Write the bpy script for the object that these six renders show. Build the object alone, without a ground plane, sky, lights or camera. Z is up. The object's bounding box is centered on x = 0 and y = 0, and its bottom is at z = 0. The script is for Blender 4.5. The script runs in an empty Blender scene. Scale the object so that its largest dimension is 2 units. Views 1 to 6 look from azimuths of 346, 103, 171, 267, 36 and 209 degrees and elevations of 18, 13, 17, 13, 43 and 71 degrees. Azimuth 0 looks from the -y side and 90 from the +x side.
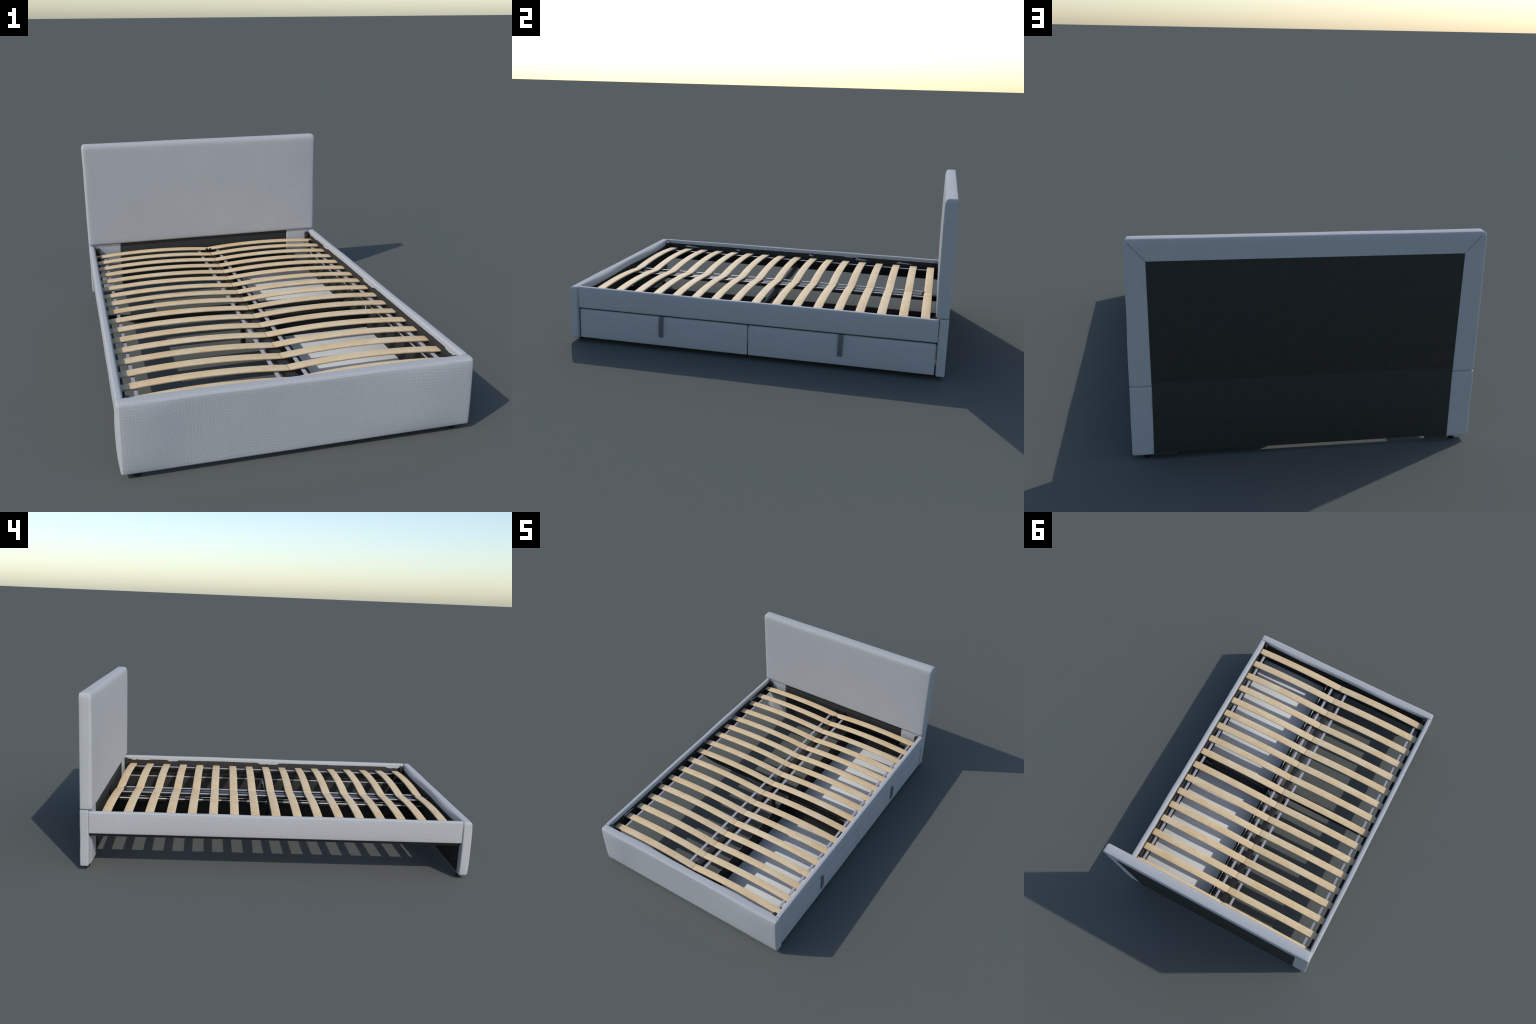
"""Upholstered double bed frame: padded headboard and footboard, slatted base,
two drawers on the +x side.  Metres, z up, head of the bed at +y."""
import bpy, bmesh, math, random
from mathutils import Vector, noise

random.seed(11)
COL = bpy.context.scene.collection

# ------------------------------------------------------------------ sizes
HALF_W = 0.688            # half width over the upholstery
FRONT_Y, BACK_Y = -0.9900, 0.9955
RAIL_TOP, RAIL_BOTTOM = 0.307, 0.191
HEAD_TOP, HEAD_SEAM = 0.8965, 0.312
LEFT_RAIL = (-0.688, -0.660)
RIGHT_RAIL = (0.652, 0.682)
SLAT_COUNT, SLAT_FIRST, SLAT_LAST = 17, -0.882, 0.884
SLAT_WIDTH, SLAT_THICK = 0.0465, 0.0085
SLAT_END_Z, SLAT_RISE = 0.2575, 0.0165


# ------------------------------------------------------------------ materials
class Nodes:
    def __init__(self, name, rough=0.6, spec=0.3):
        self.mat = bpy.data.materials.new(name)
        self.mat.use_nodes = True
        self.t = self.mat.node_tree
        self.b = self.t.nodes["Principled BSDF"]
        self.b.inputs["Roughness"].default_value = rough
        self.b.inputs["Specular IOR Level"].default_value = spec

    def n(self, kind, **props):
        node = self.t.nodes.new(kind)
        for k, v in props.items():
            setattr(node, k, v)
        return node

    def put(self, sock, val):
        if isinstance(val, bpy.types.NodeSocket):
            self.t.links.new(val, sock)
        else:
            sock.default_value = val

    def math(self, op, a, b=0.0, c=0.0):
        m = self.n("ShaderNodeMath", operation=op)
        for i, v in enumerate((a, b, c)):
            self.put(m.inputs[i], v)
        return m.outputs[0]

    def vmath(self, op, a, b):
        m = self.n("ShaderNodeVectorMath", operation=op)
        self.put(m.inputs[0], a)
        self.put(m.inputs[1], b)
        return m.outputs[0]

    def coords(self, scale=(1, 1, 1), offset=None):
        src = self.n("ShaderNodeTexCoord").outputs["Object"]
        if offset is not None:
            src = self.vmath("ADD", src, offset)
        mp = self.n("ShaderNodeMapping")
        mp.inputs["Scale"].default_value = scale
        self.t.links.new(src, mp.inputs["Vector"])
        return mp.outputs[0]

    def noise(self, vec, scale, detail=3.0, rough=0.5, distort=0.0):
        nz = self.n("ShaderNodeTexNoise")
        self.t.links.new(vec, nz.inputs["Vector"])
        nz.inputs["Scale"].default_value = scale
        nz.inputs["Detail"].default_value = detail
        nz.inputs["Roughness"].default_value = rough
        nz.inputs["Distortion"].default_value = distort
        return nz

    def ramp(self, fac, stops):
        r = self.n("ShaderNodeValToRGB")
        self.t.links.new(fac, r.inputs[0])
        els = r.color_ramp.elements
        while len(els) < len(stops):
            els.new(0.5)
        for e, (p, c) in zip(els, stops):
            e.position = p
            e.color = (*c, 1)
        return r.outputs[0]

    def mix(self, fac, a, b, blend="MIX"):
        m = self.n("ShaderNodeMix", data_type="RGBA", blend_type=blend)
        self.put(m.inputs[0], fac)
        self.put(m.inputs[6], a if isinstance(a, bpy.types.NodeSocket) else (*a, 1))
        self.put(m.inputs[7], b if isinstance(b, bpy.types.NodeSocket) else (*b, 1))
        return m.outputs[2]

    def bump(self, height, strength, dist):
        bp = self.n("ShaderNodeBump")
        bp.inputs["Strength"].default_value = strength
        bp.inputs["Distance"].default_value = dist
        self.t.links.new(height, bp.inputs["Height"])
        self.t.links.new(bp.outputs[0], self.b.inputs["Normal"])

    def colour(self, c):
        self.put(self.b.inputs["Base Color"], c if isinstance(c, bpy.types.NodeSocket) else (*c, 1))


def fabric_material(name, tint, contrast=0.09, period=0.0084):
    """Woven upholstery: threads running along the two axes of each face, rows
    slightly wavy where the cloth was pulled over the padding."""
    m = Nodes(name, 0.9, 0.15)
    base = m.coords()
    wob = m.noise(base, 2.3, 1.0)
    wob_v = m.vmath("SUBTRACT", wob.outputs["Color"], (0.5, 0.5, 0.5))
    wob_v = m.vmath("MULTIPLY", wob_v, (0.09, 0.09, 0.09))
    jit = m.noise(base, 70.0, 1.0)
    jit_v = m.vmath("MULTIPLY", m.vmath("SUBTRACT", jit.outputs["Color"], (0.5, 0.5, 0.5)), (0.006, 0.006, 0.006))
    pos = m.vmath("ADD", m.vmath("ADD", base, wob_v), jit_v)
    sp = m.n("ShaderNodeSeparateXYZ")
    m.t.links.new(pos, sp.inputs[0])
    sn = m.n("ShaderNodeSeparateXYZ")
    m.t.links.new(m.n("ShaderNodeTexCoord").outputs["Normal"], sn.inputs[0])
    total = None
    for i in range(3):
        s = m.math("SINE", m.math("MULTIPLY", sp.outputs[i], 2 * math.pi / period))
        w = m.math("SUBTRACT", 1.0, m.math("POWER", m.math("ABSOLUTE", sn.outputs[i]), 2.0))
        s = m.math("MULTIPLY", s, w)
        total = s if total is None else m.math("ADD", total, s)
    slub = m.noise(base, 55.0, 2.0, 0.6)                   # uneven yarn
    weave = m.math("MULTIPLY", total, m.math("MULTIPLY", slub.outputs[0], 0.5))
    fine = m.noise(base, 150.0, 2.0, 0.6)
    soft = m.noise(base, 3.0, 3.0, 0.55)
    v = m.math("MULTIPLY_ADD", weave, contrast, 1.0)
    v = m.math("MULTIPLY_ADD", m.math("SUBTRACT", fine.outputs[0], 0.5), 0.16, v)
    v = m.math("MULTIPLY_ADD", m.math("SUBTRACT", soft.outputs[0], 0.5), 0.06, v)
    c = m.n("ShaderNodeVectorMath", operation="SCALE")
    c.inputs[0].default_value = tint
    m.t.links.new(v, c.inputs[3])
    m.colour(c.outputs[0])
    h = m.math("MULTIPLY_ADD", fine.outputs[0], 0.5, weave)
    m.bump(h, 0.2, 0.0012)
    m.b.inputs["Sheen Weight"].default_value = 0.08
    m.b.inputs["Sheen Roughness"].default_value = 0.5
    return m.mat


def plain_material(name, c, rough=0.6, spec=0.3, var=0.1, scale=25.0, metallic=0.0):
    m = Nodes(name, rough, spec)
    nz = m.noise(m.coords(), scale, 4.0, 0.6)
    lo = tuple(x * (1 - var) for x in c)
    hi = tuple(x * (1 + var) for x in c)
    m.colour(m.ramp(nz.outputs[0], [(0.3, lo), (0.7, hi)]))
    m.b.inputs["Metallic"].default_value = metallic
    return m.mat


def wood_material(name):
    """Pale birch ply: long faint figure, cathedral arches, pin knots."""
    m = Nodes(name, 0.55, 0.3)
    rnd = m.n("ShaderNodeObjectInfo").outputs["Random"]
    off = m.n("ShaderNodeCombineXYZ")
    m.put(off.inputs[0], m.math("MULTIPLY", rnd, 37.0))
    m.put(off.inputs[1], m.math("MULTIPLY", rnd, 11.0))
    m.put(off.inputs[2], m.math("MULTIPLY", rnd, 5.0))
    o = off.outputs[0]
    grain = m.noise(m.coords((9, 130, 60), o), 1.0, 4.0, 0.6, 0.4)
    field = m.noise(m.coords((5, 22, 8), o), 1.0, 2.0, 0.5)
    rings = m.math("SINE", m.math("MULTIPLY", field.outputs[0], 75.0))
    cloud = m.noise(m.coords((8, 10, 8), o), 1.0, 3.0, 0.55)
    c = m.ramp(cloud.outputs[0], [(0.3, WOOD_DARK), (0.5, WOOD_MID), (0.72, WOOD_PALE)])
    ring_mask = m.math("MULTIPLY", m.math("POWER", m.math("MULTIPLY_ADD", rings, 0.5, 0.5), 5.0), 0.34)
    c = m.mix(ring_mask, c, WOOD_RING)
    g = m.math("MULTIPLY_ADD", m.math("SUBTRACT", grain.outputs[0], 0.5), 0.20, 1.0)
    gs = m.n("ShaderNodeVectorMath", operation="SCALE")
    m.t.links.new(c, gs.inputs[0])
    m.t.links.new(g, gs.inputs[3])
    vor = m.n("ShaderNodeTexVoronoi")
    m.t.links.new(m.coords((5, 16, 5), o), vor.inputs["Vector"])
    vor.inputs["Scale"].default_value = 1.0
    knot = m.ramp(vor.outputs["Distance"], [(0.0, (0.6, 0.6, 0.6)), (0.022, (0.5, 0.5, 0.5)), (0.045, (0, 0, 0))])
    c = m.mix(knot, gs.outputs[0], (0.26, 0.15, 0.08))
    tone = m.math("MULTIPLY_ADD", m.math("SUBTRACT", rnd, 0.5), 0.07, 1.0)
    ts = m.n("ShaderNodeVectorMath", operation="SCALE")
    m.t.links.new(c, ts.inputs[0])
    m.t.links.new(tone, ts.inputs[3])
    m.colour(ts.outputs[0])
    m.bump(grain.outputs[0], 0.08, 0.0006)
    return m.mat


WOOD_DARK, WOOD_MID, WOOD_PALE = (0.71, 0.50, 0.268), (0.75, 0.565, 0.335), (0.76, 0.61, 0.40)
WOOD_RING = (0.58, 0.37, 0.17)
FABRIC = fabric_material("grey_woven_fabric", (0.425, 0.429, 0.434), 0.17, 0.0106)
HEAD_FABRIC = fabric_material("grey_fine_woven_fabric", (0.425, 0.429, 0.434), 0.17, 0.0098)
STRAP = fabric_material("dark_grey_webbing", (0.125, 0.135, 0.145), 0.12, 0.004)
BLACK = plain_material("black_backing_cloth", (0.038, 0.038, 0.034), 0.85, 0.12)
LINER = plain_material("charcoal_board", (0.030, 0.029, 0.027), 0.7, 0.25)
DRAWER_BLACK = plain_material("black_drawer_board", (0.012, 0.012, 0.012), 0.6, 0.3)
BROWN_STEEL = plain_material("dark_lacquered_steel", (0.022, 0.018, 0.015), 0.33, 0.5)
GLOSS_BLACK = plain_material("gloss_black_steel", (0.012, 0.011, 0.010), 0.42, 0.4)
PALE_STEEL = plain_material("pale_lilac_steel", (0.39, 0.375, 0.41), 0.4, 0.4, 0.03)
WHITE_BOARD = plain_material("off_white_board", (0.81, 0.815, 0.79), 0.6, 0.3, 0.015, 9.0)
PLASTIC = plain_material("black_plastic", (0.012, 0.012, 0.013), 0.4, 0.4)
SEAM = plain_material("dark_stitch", (0.10, 0.105, 0.11), 0.9, 0.1)
WOOD = wood_material("birch_plywood")


# ------------------------------------------------------------------ mesh helpers
def new_object(name, bm, mat, parent=None, smooth=35.0):
    me = bpy.data.meshes.new(name)
    bm.normal_update()
    bm.to_mesh(me)
    bm.free()
    me.materials.append(mat)
    me.polygons.foreach_set("use_smooth", [True] * len(me.polygons))
    me.set_sharp_from_angle(angle=math.radians(smooth))
    ob = bpy.data.objects.new(name, me)
    COL.objects.link(ob)
    ob.parent = parent
    return ob


def add_box(bm, lo, hi, bevel=0.0, seg=2):
    m = bmesh.ops.create_cube(bm, size=1.0)
    vs = m["verts"]
    for v in vs:
        v.co = Vector([(lo[i] + hi[i]) / 2 + v.co[i] * (hi[i] - lo[i]) for i in range(3)])
    if bevel > 0:
        es = list({e for v in vs for e in v.link_edges})
        bmesh.ops.bevel(bm, geom=es, offset=bevel, segments=seg, profile=0.5, affect="EDGES")


def box(name, lo, hi, mat, parent=None, bevel=0.002, seg=2):
    bm = bmesh.new()
    add_box(bm, lo, hi, bevel, seg)
    return new_object(name, bm, mat, parent)


def spaced(lo, hi, r0, r1, step):
    """Grid stations lo..hi, dense inside the rounded ends r0 and r1."""
    a, b = lo + r0, hi - r1
    pts = [lo + r0 * (1 - math.cos(i / 6 * math.pi / 2)) for i in range(6)]
    k = max(1, round((b - a) / step))
    pts += [a + (b - a) * i / k for i in range(k + 1)]
    pts += [b + r1 * math.sin(i / 6 * math.pi / 2) for i in range(1, 7)]
    return pts


def padded_box(lo, hi, r, step=0.02, deform=None):
    """Box with soft rounded edges; r = ((x-,x+),(y-,y+),(z-,z+)) edge radii.
    deform(p, n) may move each vertex."""
    bm = bmesh.new()
    st = [spaced(lo[i], hi[i], r[i][0], r[i][1], step) for i in range(3)]
    for ax in range(3):
        u, v = (ax + 1) % 3, (ax + 2) % 3
        for side in (0, 1):
            w = (lo, hi)[side][ax]
            grid = []
            for a in st[u]:
                row = []
                for b in st[v]:
                    p = [0, 0, 0]
                    p[ax], p[u], p[v] = w, a, b
                    row.append(bm.verts.new(p))
                grid.append(row)
            for i in range(len(st[u]) - 1):
                for j in range(len(st[v]) - 1):
                    q = [grid[i][j], grid[i + 1][j], grid[i + 1][j + 1], grid[i][j + 1]]
                    bm.faces.new(q if side else q[::-1])
    bmesh.ops.remove_doubles(bm, verts=bm.verts, dist=1e-6)
    for vert in bm.verts:
        p = vert.co
        c, d, s = [0] * 3, [0] * 3, [0] * 3
        for i in range(3):
            c[i] = min(max(p[i], lo[i] + r[i][0]), hi[i] - r[i][1])
            s[i] = r[i][0] if p[i] < c[i] else r[i][1]
            d[i] = (p[i] - c[i]) / s[i] if s[i] > 0 else 0.0
        k = math.sqrt(sum(x * x for x in d))
        if k > 1e-9:
            # cube direction -> sphere direction, so stations keep their spacing
            m = max(abs(x) for x in d)
            f = m / k
            n = Vector([x / k for x in d])
            q = Vector([c[i] + d[i] * f * s[i] for i in range(3)])
        else:
            n, q = Vector((0, 0, 0)), p.copy()
        if deform:
            q = deform(q, n)
        vert.co = q
    bmesh.ops.recalc_face_normals(bm, faces=bm.faces)
    return bm


def soft(p, amp, scale, seed=0.0):
    """Low, slow cushion unevenness."""
    return amp * noise.noise(Vector((p[0] * scale + seed, p[1] * scale - seed, p[2] * scale + 2 * seed)))


def crown(t, power=2.0):
    t = min(1.0, abs(t))
    return 1.0 - t ** power


def cylinder(bm, centre, radius, z0, z1, seg=24, r2=None):
    m = bmesh.ops.create_cone(bm, cap_ends=True, segments=seg, radius1=radius,
                              radius2=radius if r2 is None else r2, depth=z1 - z0)
    bmesh.ops.translate(bm, verts=m["verts"], vec=(centre[0], centre[1], (z0 + z1) / 2))


# ------------------------------------------------------------------ the bed
bed = bpy.data.objects.new("bed", None)
COL.objects.link(bed)
bed["label"] = "light grey upholstered bed frame with wooden slats and drawers"
bed["category"] = "bed frame"

# ---- headboard cushion
def head_deform(p, n):
    u, v = p.x / HALF_W, (p.z - 0.608) / 0.296
    if p.y < 0.965:                                  # padded front face
        k = (0.965 - p.y) / (0.965 - 0.940)
        p.y -= 0.004 * crown(u, 6) * crown(v, 4) * k
        p.y += soft(p, 0.0012, 5.0, 3.0) * k
    if p.z > 0.85:
        p.z += soft(p, 0.002, 4.0, 9.0)
    p.x += soft(p, 0.002, 6.0, 5.0) * (1 if abs(p.x) > 0.6 else 0)
    return p

headboard = new_object("headboard", padded_box(
    (-0.6905, 0.9328, HEAD_SEAM), (0.683, BACK_Y, HEAD_TOP),
    ((0.016, 0.016), (0.018, 0.006), (0.012, 0.030)), 0.02, head_deform), HEAD_FABRIC, bed, 60)

def leg_deform(p, n):
    if p.y < 0.960 and abs(p.x) < 0.662:             # front steps forward between the rails
        t = min(1.0, (0.662 - abs(p.x)) / 0.02)
        p.y -= 0.0085 * t
    return p + Vector((soft(p, 0.0015, 9.0), soft(p, 0.002, 9.0, 4.0), 0))

for side in (-1, 1):
    x0, x1 = sorted((side * 0.508, -0.6895 if side < 0 else 0.682))
    new_object("headboard_leg", padded_box(
        (x0, 0.952, 0.018), (x1, BACK_Y, HEAD_SEAM),
        ((0.007, 0.007), (0.007, 0.006), (0.011, 0.002)), 0.012, leg_deform), FABRIC, headboard, 60)

# black cloth stretched over the back, in two sheets, and the board it covers
back = bmesh.new()
add_box(back, (-0.606, 0.985, 0.3200), (0.606, 0.9968, 0.812), 0.0012)
for v in back.verts:                                 # sheet narrows a little towards the seam
    v.co.x *= 0.9885 + 0.0115 * (v.co.z - 0.32) / 0.49
new_object("back_panel", back, BLACK, headboard)
back = bmesh.new()
for x0, x1 in ((-0.598, -0.506), (0.506, 0.598)):
    add_box(back, (x0, 0.985, 0.0165), (x1, 0.9972, 0.0279), 0.0003)
add_box(back, (-0.598, 0.985, 0.028), (0.598, 0.9972, 0.3315), 0.0003)
new_object("back_panel", back, BLACK, headboard)
box("head_panel", (-0.509, 0.9465, 0.034), (0.509, 0.984, 0.3105), LINER, headboard)

def strip(name, a, b, width, y0, y1, mat, parent):
    """Thin straight strip in the xz plane between points a and b."""
    d = Vector((b[0] - a[0], b[1] - a[1]))
    n = Vector((-d.y, d.x)).normalized() * width / 2
    bm = bmesh.new()
    ring = [(a[0] + n.x, a[1] + n.y), (b[0] + n.x, b[1] + n.y), (b[0] - n.x, b[1] - n.y), (a[0] - n.x, a[1] - n.y)]
    lo = [bm.verts.new((x, y0, z)) for x, z in ring]
    hi = [bm.verts.new((x, y1, z)) for x, z in ring]
    bm.faces.new(lo)
    bm.faces.new(hi[::-1])
    for i in range(4):
        bm.faces.new((lo[i], hi[i], hi[(i + 1) % 4], lo[(i + 1) % 4]))
    bmesh.ops.recalc_face_normals(bm, faces=bm.faces)
    return new_object(name, bm, mat, parent)

for side in (-1, 1):
    strip("mitre_seam", (side * 0.606, 0.812), (side * 0.668, 0.881), 0.0011, 0.990, BACK_Y + 0.0006, SEAM, headboard)

# the head end stands very slightly out of square
for ob in [headboard] + list(headboard.children):
    for v in ob.data.vertices:
        v.co.y += 0.0018 * v.co.x

# ---- footboard
def foot_deform(p, n):
    u, v = p.x / HALF_W, (p.z - 0.164) / 0.142
    if p.y < -0.965:
        k = (-0.965 - p.y) / 0.023
        p.y -= (0.0085 * math.exp(-((p.x - 0.50) / 0.20) ** 2) + 0.0075 * math.exp(-((p.x + 0.60) / 0.12) ** 2)) * crown(v, 4) * k
        p.y += soft(p, 0.0015, 4.0, 1.0) * k
    else:
        # the roll of cloth tucked over the inner edge swells towards the bed
        w = math.exp(-((p.z - 0.288) / 0.016) ** 2) * (p.y + 0.965) / 0.022
        g = 0.25 + 0.9 * math.exp(-((abs(p.x) - 0.36) / 0.17) ** 2)
        p.y += 0.012 * w * g * crown(p.x / 0.655, 10)
    if abs(p.x) > 0.66:                               # padded ends
        e = min(1.0, (abs(p.x) - 0.66) / 0.018)
        p.x += math.copysign(0.009, p.x) * e * crown(v, 2.5) * min(1.0, max(0.0, (p.y + 0.972) / 0.022))
    if p.z > 0.28:
        p.z += soft(p, 0.002, 5.0, 6.0)
    return p

footboard = new_object("footboard", padded_box(
    (-HALF_W + 0.001, FRONT_Y, 0.0175), (HALF_W - 0.002, -0.943, 0.306),
    ((0.010, 0.010), (0.016, 0.008), (0.010, 0.012)), 0.016, foot_deform), FABRIC, bed, 60)
box("inner_panel", (-0.652, -0.950, 0.026), (0.648, -0.9415, 0.272), BLACK, footboard, 0.0015)

# ---- side rails
def lip_strip(name, x_face, x_out, bumps, seed, parent):
    """Cloth folded over the rail: thin strip down the inner face with a ragged edge."""
    bm = bmesh.new()
    k = 260
    y0, y1 = -0.925, 0.93
    prev = None
    for i in range(k + 1):
        y = y0 + (y1 - y0) * i / k
        z = 0.2855 + 0.0022 * noise.noise(Vector((y * 5, seed, 0))) + 0.0012 * noise.noise(Vector((y * 30, seed, 3)))
        for c, w, d in bumps:
            t = abs(y - c) / w
            if t < 1:
                z -= d * min(1.0, (1 - t) * 4.0) * (0.8 + 0.4 * noise.noise(Vector((y * 60, seed, 7))))
        col = [bm.verts.new(q) for q in ((x_face, y, 0.2965), (x_out, y, 0.2965), (x_out, y, z), (x_face, y, z))]
        if prev:
            for a in range(4):
                bm.faces.new((prev[a], prev[(a + 1) % 4], col[(a + 1) % 4], col[a]))
        else:
            bm.faces.new(col)
        prev = col
    bm.faces.new(prev[::-1])
    bmesh.ops.recalc_face_normals(bm, faces=bm.faces)
    return new_object(name, bm, FABRIC, parent)


def scrap(bm, x_face, x_out, outline):
    a = [bm.verts.new((x_face, y, z)) for y, z in outline]
    b = [bm.verts.new((x_out, y, z)) for y, z in outline]
    bm.faces.new(a)
    bm.faces.new(b[::-1])
    for i in range(len(outline)):
        j = (i + 1) % len(outline)
        bm.faces.new((a[i], b[i], b[j], a[j]))


rails = []
for (x0, x1), outer in ((LEFT_RAIL, -1), (RIGHT_RAIL, 1)):
    ra, rb = (0.007, 0.011) if outer < 0 else (0.011, 0.007)
    def rail_deform(p, n, outer=outer, x0=x0, x1=x1):
        face = x0 if outer < 0 else x1
        if abs(p.x - face) < 0.012:
            p.x += outer * 0.003 * crown(p.y / 0.945, 8) * crown((p.z - 0.249) / 0.058, 2)
            p.x += soft(p, 0.002, 5.0, 2.0 + outer)
        if p.z > 0.295:
            p.z += soft(p, 0.0025, 4.0, 8.0 + outer)
        return p
    rail = new_object("side_rail", padded_box(
        (x0, -0.9435, RAIL_BOTTOM), (x1, 0.9515, RAIL_TOP),
        ((ra, rb), (0.005, 0.005), (0.006, 0.010)), 0.02, rail_deform), FABRIC, bed, 60)
    rails.append(rail)
    inner = x1 if outer < 0 else x0
    s = -outer                                           # towards the bed centre
    lo, hi = sorted((inner - s * 0.012, inner + s * 0.0012))
    box("rail_liner", (lo, -0.940, 0.176), (hi, 0.950, 0.290), LINER, rail, 0.001)
    # steel angle along the foot of the rail
    flange, zf = (0.022, 0.198) if outer < 0 else (0.010, 0.186)
    lo, hi = sorted((inner + s * 0.0015, inner + s * flange))
    bm = bmesh.new()
    add_box(bm, (lo, -0.925, zf - 0.0045), (hi, 0.925, zf), 0.0008)
    lo, hi = sorted((inner + s * 0.0015, inner + s * 0.005))
    add_box(bm, (lo, -0.925, zf + 0.0003), (hi, 0.925, 0.2400), 0.0008)
    new_object("slat_ledge", bm, BROWN_STEEL, rail)

lip_strip("fabric_fold", LEFT_RAIL[1] - 0.004, LEFT_RAIL[1] + 0.0024,
          [(0.36, 0.05, 0.006)], 1.0, rails[0])
lip_strip("fabric_fold", RIGHT_RAIL[0] + 0.004, RIGHT_RAIL[0] - 0.0024,
          [(0.885, 0.018, 0.007), (0.82, 0.05, 0.006), (0.625, 0.038, 0.010), (-0.02, 0.075, 0.012), (-0.87, 0.05, 0.010)], 2.0, rails[1])
bm = bmesh.new()
xf, xo = LEFT_RAIL[1] - 0.001, LEFT_RAIL[1] + 0.0024
for y, z, s in ((-0.76, 0.272, 1.0), (0.43, 0.272, 0.9), (0.71, 0.270, 1.1), (-0.42, 0.273, 0.3), (0.09, 0.276, 0.35)):
    scrap(bm, xf, xo, [(y - 0.045 * s, z - 0.006), (y + 0.05 * s, z - 0.007), (y + 0.02 * s, z + 0.001),
                       (y - 0.01 * s, z + 0.002), (y - 0.022 * s, z + 0.007), (y - 0.036 * s, z + 0.005)])
bmesh.ops.recalc_face_normals(bm, faces=bm.faces)
new_object("fabric_scrap", bm, FABRIC, rails[0])

# corner brackets joining rails to head and foot
for sx, inner in ((-1, LEFT_RAIL[1]), (1, RIGHT_RAIL[0])):
    for y0, y1 in ((-0.9405, -0.917), (0.921, 0.9420)):
        bm = bmesh.new()
        lo, hi = sorted((inner - sx * 0.0045, inner - sx * 0.027))
        add_box(bm, (lo, y0, 0.215), (hi, y1, 0.294), 0.002)
        ym = (y0 + y1) / 2
        for z in (0.285, 0.262):
            m = bmesh.ops.create_uvsphere(bm, u_segments=10, v_segments=8, radius=0.0055)
            bmesh.ops.translate(bm, verts=m["verts"], vec=(inner - sx * 0.027, ym, z))
        new_object("corner_bracket", bm, BROWN_STEEL, bed)

# ---- slats
def slat_mesh():
    """Half-width sprung slat from x = 0 to its outer end, bowed upwards."""
    length = 0.651
    bm = bmesh.new()
    r = 0.003
    w, t = SLAT_WIDTH / 2, SLAT_THICK
    sec = []
    for cy, cz, a0 in ((w - r, -r, 0), (-w + r, -r, 90), (-w + r, -t + r, 180), (w - r, -t + r, 270)):
        for k in range(4):
            a = math.radians(a0 + 30 * k)
            sec.append((cy + r * math.cos(a), cz + r * math.sin(a)))
    n = 36
    prev = None
    for i in range(n + 1):
        u = i / n
        x = 0.0012 + u * length
        s = 2 * u - 1
        z = SLAT_END_Z + SLAT_RISE * (1 - s * s)
        slope = -SLAT_RISE * 4 * s / length
        inset = 0.0012 if i in (0, n) else 0.0
        ring = [bm.verts.new((x - zz * slope, y * (1 - inset / w), z + zz)) for y, zz in sec]
        if prev:
            for a in range(len(sec)):
                b = (a + 1) % len(sec)
                bm.faces.new((prev[a], ring[a], ring[b], prev[b]))
        else:
            bm.faces.new(ring)
        prev = ring
    bm.faces.new(prev[::-1])
    bmesh.ops.recalc_face_normals(bm, faces=bm.faces)
    return bm

first = new_object("slat", slat_mesh(), WOOD, bed, 40)
for i in range(SLAT_COUNT):
    y = SLAT_FIRST + (SLAT_LAST - SLAT_FIRST) * i / (SLAT_COUNT - 1)
    for turn in (0, 1):
        ob = first if (i == 0 and turn == 0) else first.copy()
        if ob is not first:
            COL.objects.link(ob)
        ob.location = (-0.003, y + random.uniform(-0.0008, 0.0008), 0)
        ob.rotation_euler = (0, 0, math.pi * turn)
        ob.parent = bed

# ---- steel slat frame: four long bars and the middle beam
for x in (-0.604, -0.056, 0.054, 0.612):
    z = 0.2485
    box("frame_bar", (x - 0.0085, -0.885, z - 0.004), (x + 0.0085, 0.885, z), PALE_STEEL, bed, 0.001)
beam = box("center_beam", (-0.022, -0.9405, 0.216), (0.020, 0.9460, 0.2455), BROWN_STEEL, bed, 0.002)
# clips gripping the end slats at the middle and at the sides
for y, s in ((SLAT_FIRST + 0.0265, 1), (SLAT_LAST - 0.0265, -1)):
    bm = bmesh.new()
    for x in (-0.013, 0.007):
        add_box(bm, (x - 0.0065, y - 0.006, 0.2457), (x + 0.0065, y + 0.006, 0.2625), 0.002)
    new_object("slat_clip", bm, PLASTIC, bed)
    for x in (-0.640, 0.634):
        bm = bmesh.new()
        add_box(bm, (x - 0.008, y - 0.006, 0.236), (x + 0.008, y + 0.006, 0.2635), 0.002)
        new_object("slat_clip", bm, PLASTIC, bed)
# hooks of the beam on head and foot panels
for y0, y1 in ((-0.9405, -0.925), (0.930, 0.9460)):
    bm = bmesh.new()
    for x in (-0.034, 0.030):
        add_box(bm, (x - 0.008, y0, 0.225), (x + 0.008, y1, 0.258), 0.003)
    add_box(bm, (-0.03, y0 + 0.002, 0.2458), (0.026, y1 - 0.002, 0.252), 0.002)
    new_object("beam_hook", bm, PLASTIC, beam)

# middle leg under the beam
bm = bmesh.new()
add_box(bm, (-0.012, -0.013, 0.008), (0.010, 0.009, 0.2155), 0.002)
cylinder(bm, (-0.001, -0.002), 0.017, 0.001, 0.009)
new_object("center_leg", bm, BROWN_STEEL, beam)

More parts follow.
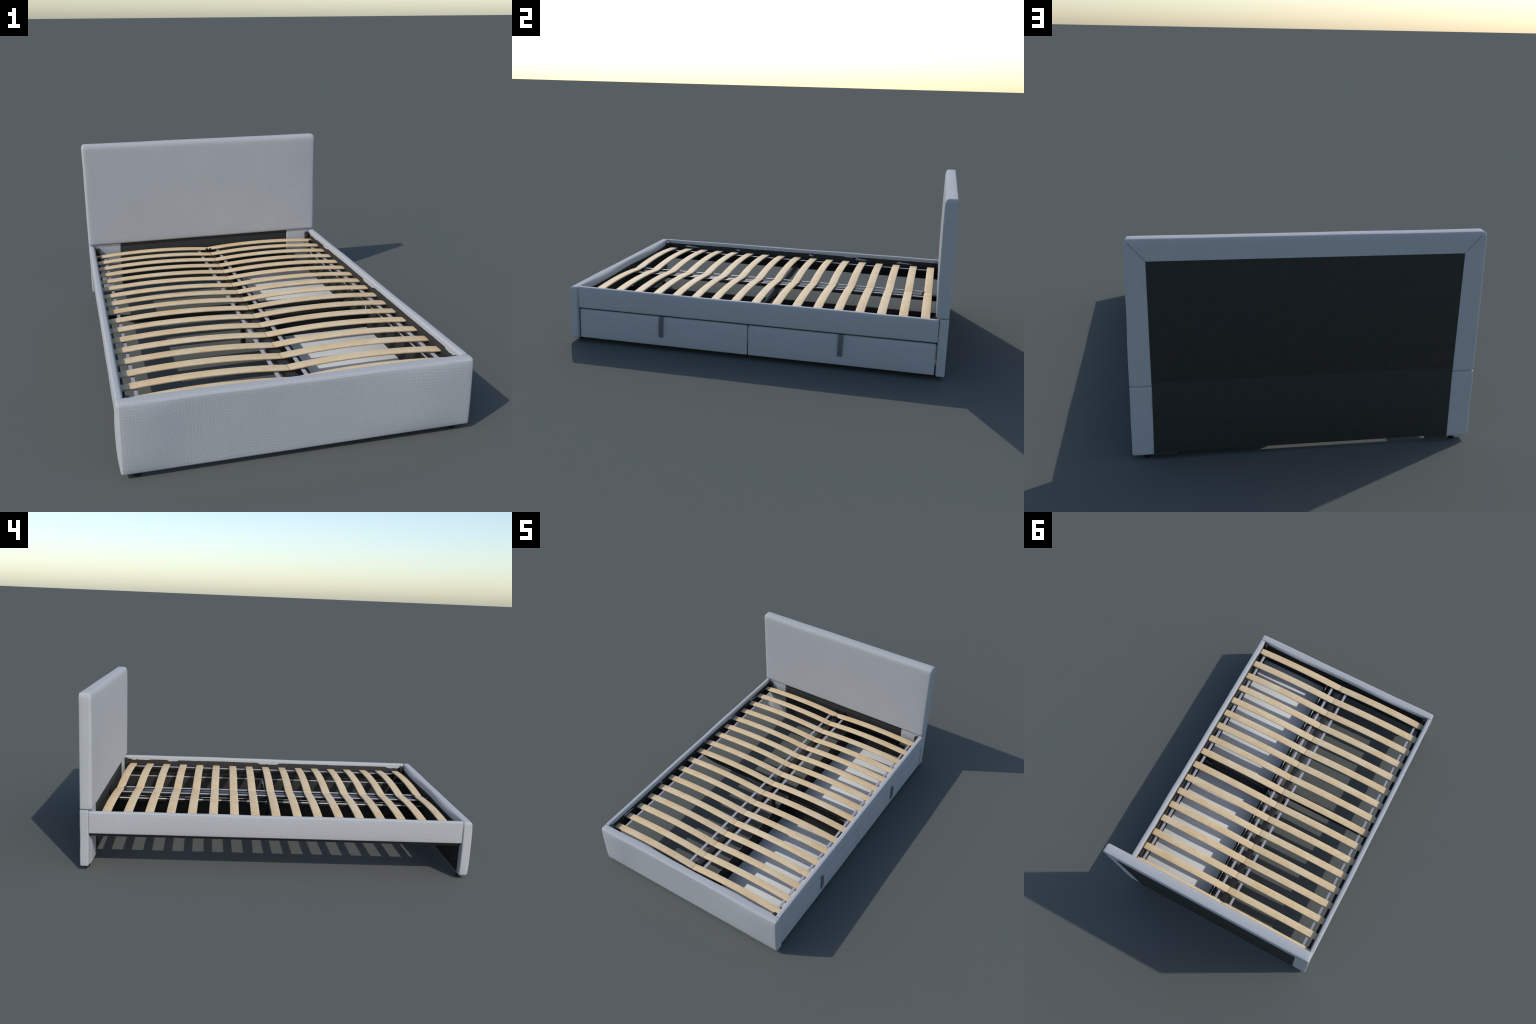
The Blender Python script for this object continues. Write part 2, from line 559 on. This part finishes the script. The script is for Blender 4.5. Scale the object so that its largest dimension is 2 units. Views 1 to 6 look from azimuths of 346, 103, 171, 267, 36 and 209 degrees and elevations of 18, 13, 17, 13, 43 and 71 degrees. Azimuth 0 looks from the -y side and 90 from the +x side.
# ---- cross brace at mid length, tube with flattened ends turned up to the rails
def brace():
    path = [(-0.648, 0.228), (-0.606, 0.226), (-0.565, 0.215), (-0.52, 0.2095), (-0.40, 0.209), (0.0, 0.209),
            (0.40, 0.209), (0.512, 0.2095), (0.557, 0.215), (0.598, 0.226), (0.640, 0.228)]
    bm = bmesh.new()
    prev = None
    for i, (x, z) in enumerate(path):
        flat = 1.0 if i in (0, 1, 9, 10) else (0.55 if i in (2, 8) else 0.0)
        rw, rh = 0.008 + 0.006 * flat, 0.0215 - 0.012 * flat
        ring = [bm.verts.new((x, 0.013 + rw * math.copysign(abs(math.cos(a)) ** 0.6, math.cos(a)),
                              z + rh * math.copysign(abs(math.sin(a)) ** 0.6, math.sin(a))))
                for a in [2 * math.pi * k / 16 for k in range(16)]]
        if prev:
            for k in range(16):
                bm.faces.new((prev[k], ring[k], ring[(k + 1) % 16], prev[(k + 1) % 16]))
        else:
            bm.faces.new(ring)
        prev = ring
    bm.faces.new(prev[::-1])
    bmesh.ops.recalc_face_normals(bm, faces=bm.faces)
    return new_object("cross_brace", bm, GLOSS_BLACK, bed, 50)
brace()

# ---- drawers
for y0, y1, strap_y in ((-0.936, -0.0024, -0.467), (0.0024, 0.946, 0.482)):
    a, b = (-0.940, -0.014) if y0 < -0.5 else (0.015, 0.9305)
    fl, zt, wall = 0.048, 0.175, 0.015
    bm = bmesh.new()
    add_box(bm, (0.111, a, 0.030), (0.121, b, zt), 0.0012)              # back wall
    for ya in (a, b - wall):                                             # end walls, lower at the front
        add_box(bm, (0.1212, ya, 0.030), (0.5550, ya + wall, 0.165), 0.0012)
        add_box(bm, (0.5551, ya, 0.030), (0.6455, ya + wall, 0.112), 0.0012)
    drawer = new_object("drawer", bm, DRAWER_BLACK, bed)
    box("drawer_bottom", (0.1215, a + wall + 0.0003, fl - 0.010), (0.6452, b - wall - 0.0003, fl), WHITE_BOARD, drawer, 0.001)
    box("drawer_rim", (0.1065, a + 0.001, zt - 0.014), (0.1108, b - 0.001, zt - 0.0075), WHITE_BOARD, drawer, 0.0008)
    box("front_liner", (0.6458, a, 0.030), (0.6520, b, 0.1698), LINER, drawer, 0.0012)

    def front_deform(p, n, y0=y0, y1=y1):
        if p.x > 0.668:
            p.x += 0.003 * crown((p.y - (y0 + y1) / 2) / ((y1 - y0) / 2), 8) * crown((p.z - 0.103) / 0.08, 4)
            p.x += soft(p, 0.002, 5.0, 4.0)
        return p
    front = new_object("drawer_front", padded_box(
        (0.6525, y0, 0.023), (0.678, y1, 0.184), ((0.003, 0.007), (0.005, 0.005), (0.006, 0.006)), 0.02, front_deform),
        FABRIC, drawer, 60)
    # cloth turned over the top edge to the inside of the front
    box("fabric_fold", (0.6445, y0 + 0.03, 0.1702), (0.6522, y1 - 0.03, 0.1775), FABRIC, drawer, 0.001)
    # webbing pull hanging from the top edge, a little proud of the front
    bm = bmesh.new()
    prof = [(0.676, 0.1865), (0.684, 0.1845), (0.688, 0.176), (0.6905, 0.150), (0.6905, 0.115), (0.688, 0.088), (0.6835, 0.072)]
    prev = None
    for i, (x, z) in enumerate(prof):
        ring = [bm.verts.new(q) for q in ((x, strap_y - 0.0115 - 0.0006 * i, z), (x, strap_y + 0.0115 - 0.0006 * i, z),
                                          (x - 0.0022, strap_y + 0.0115 - 0.0006 * i, z - 0.0006), (x - 0.0022, strap_y - 0.0115 - 0.0006 * i, z - 0.0006))]
        if prev:
            for k in range(4):
                bm.faces.new((prev[k], prev[(k + 1) % 4], ring[(k + 1) % 4], ring[k]))
        else:
            bm.faces.new(ring)
        prev = ring
    bm.faces.new(prev[::-1])
    bmesh.ops.recalc_face_normals(bm, faces=bm.faces)
    new_object("pull_strap", bm, STRAP, drawer, 50)
    # wire catch on the head-side end wall
    bm = bmesh.new()
    add_box(bm, (0.388, b - wall - 0.0045, 0.0485), (0.393, b - wall - 0.0002, 0.070), 0.001)
    new_object("wire_catch", bm, PLASTIC, drawer)

# ---- glide feet
for x in (-0.628, 0.625):
    for y in (-0.960, 0.970):
        bm = bmesh.new()
        cylinder(bm, (x, y), 0.0135, 0.0, 0.004, 28)
        cylinder(bm, (x, y), 0.0105, 0.0042, 0.026, 20)
        new_object("glide_foot", bm, PLASTIC, bed)
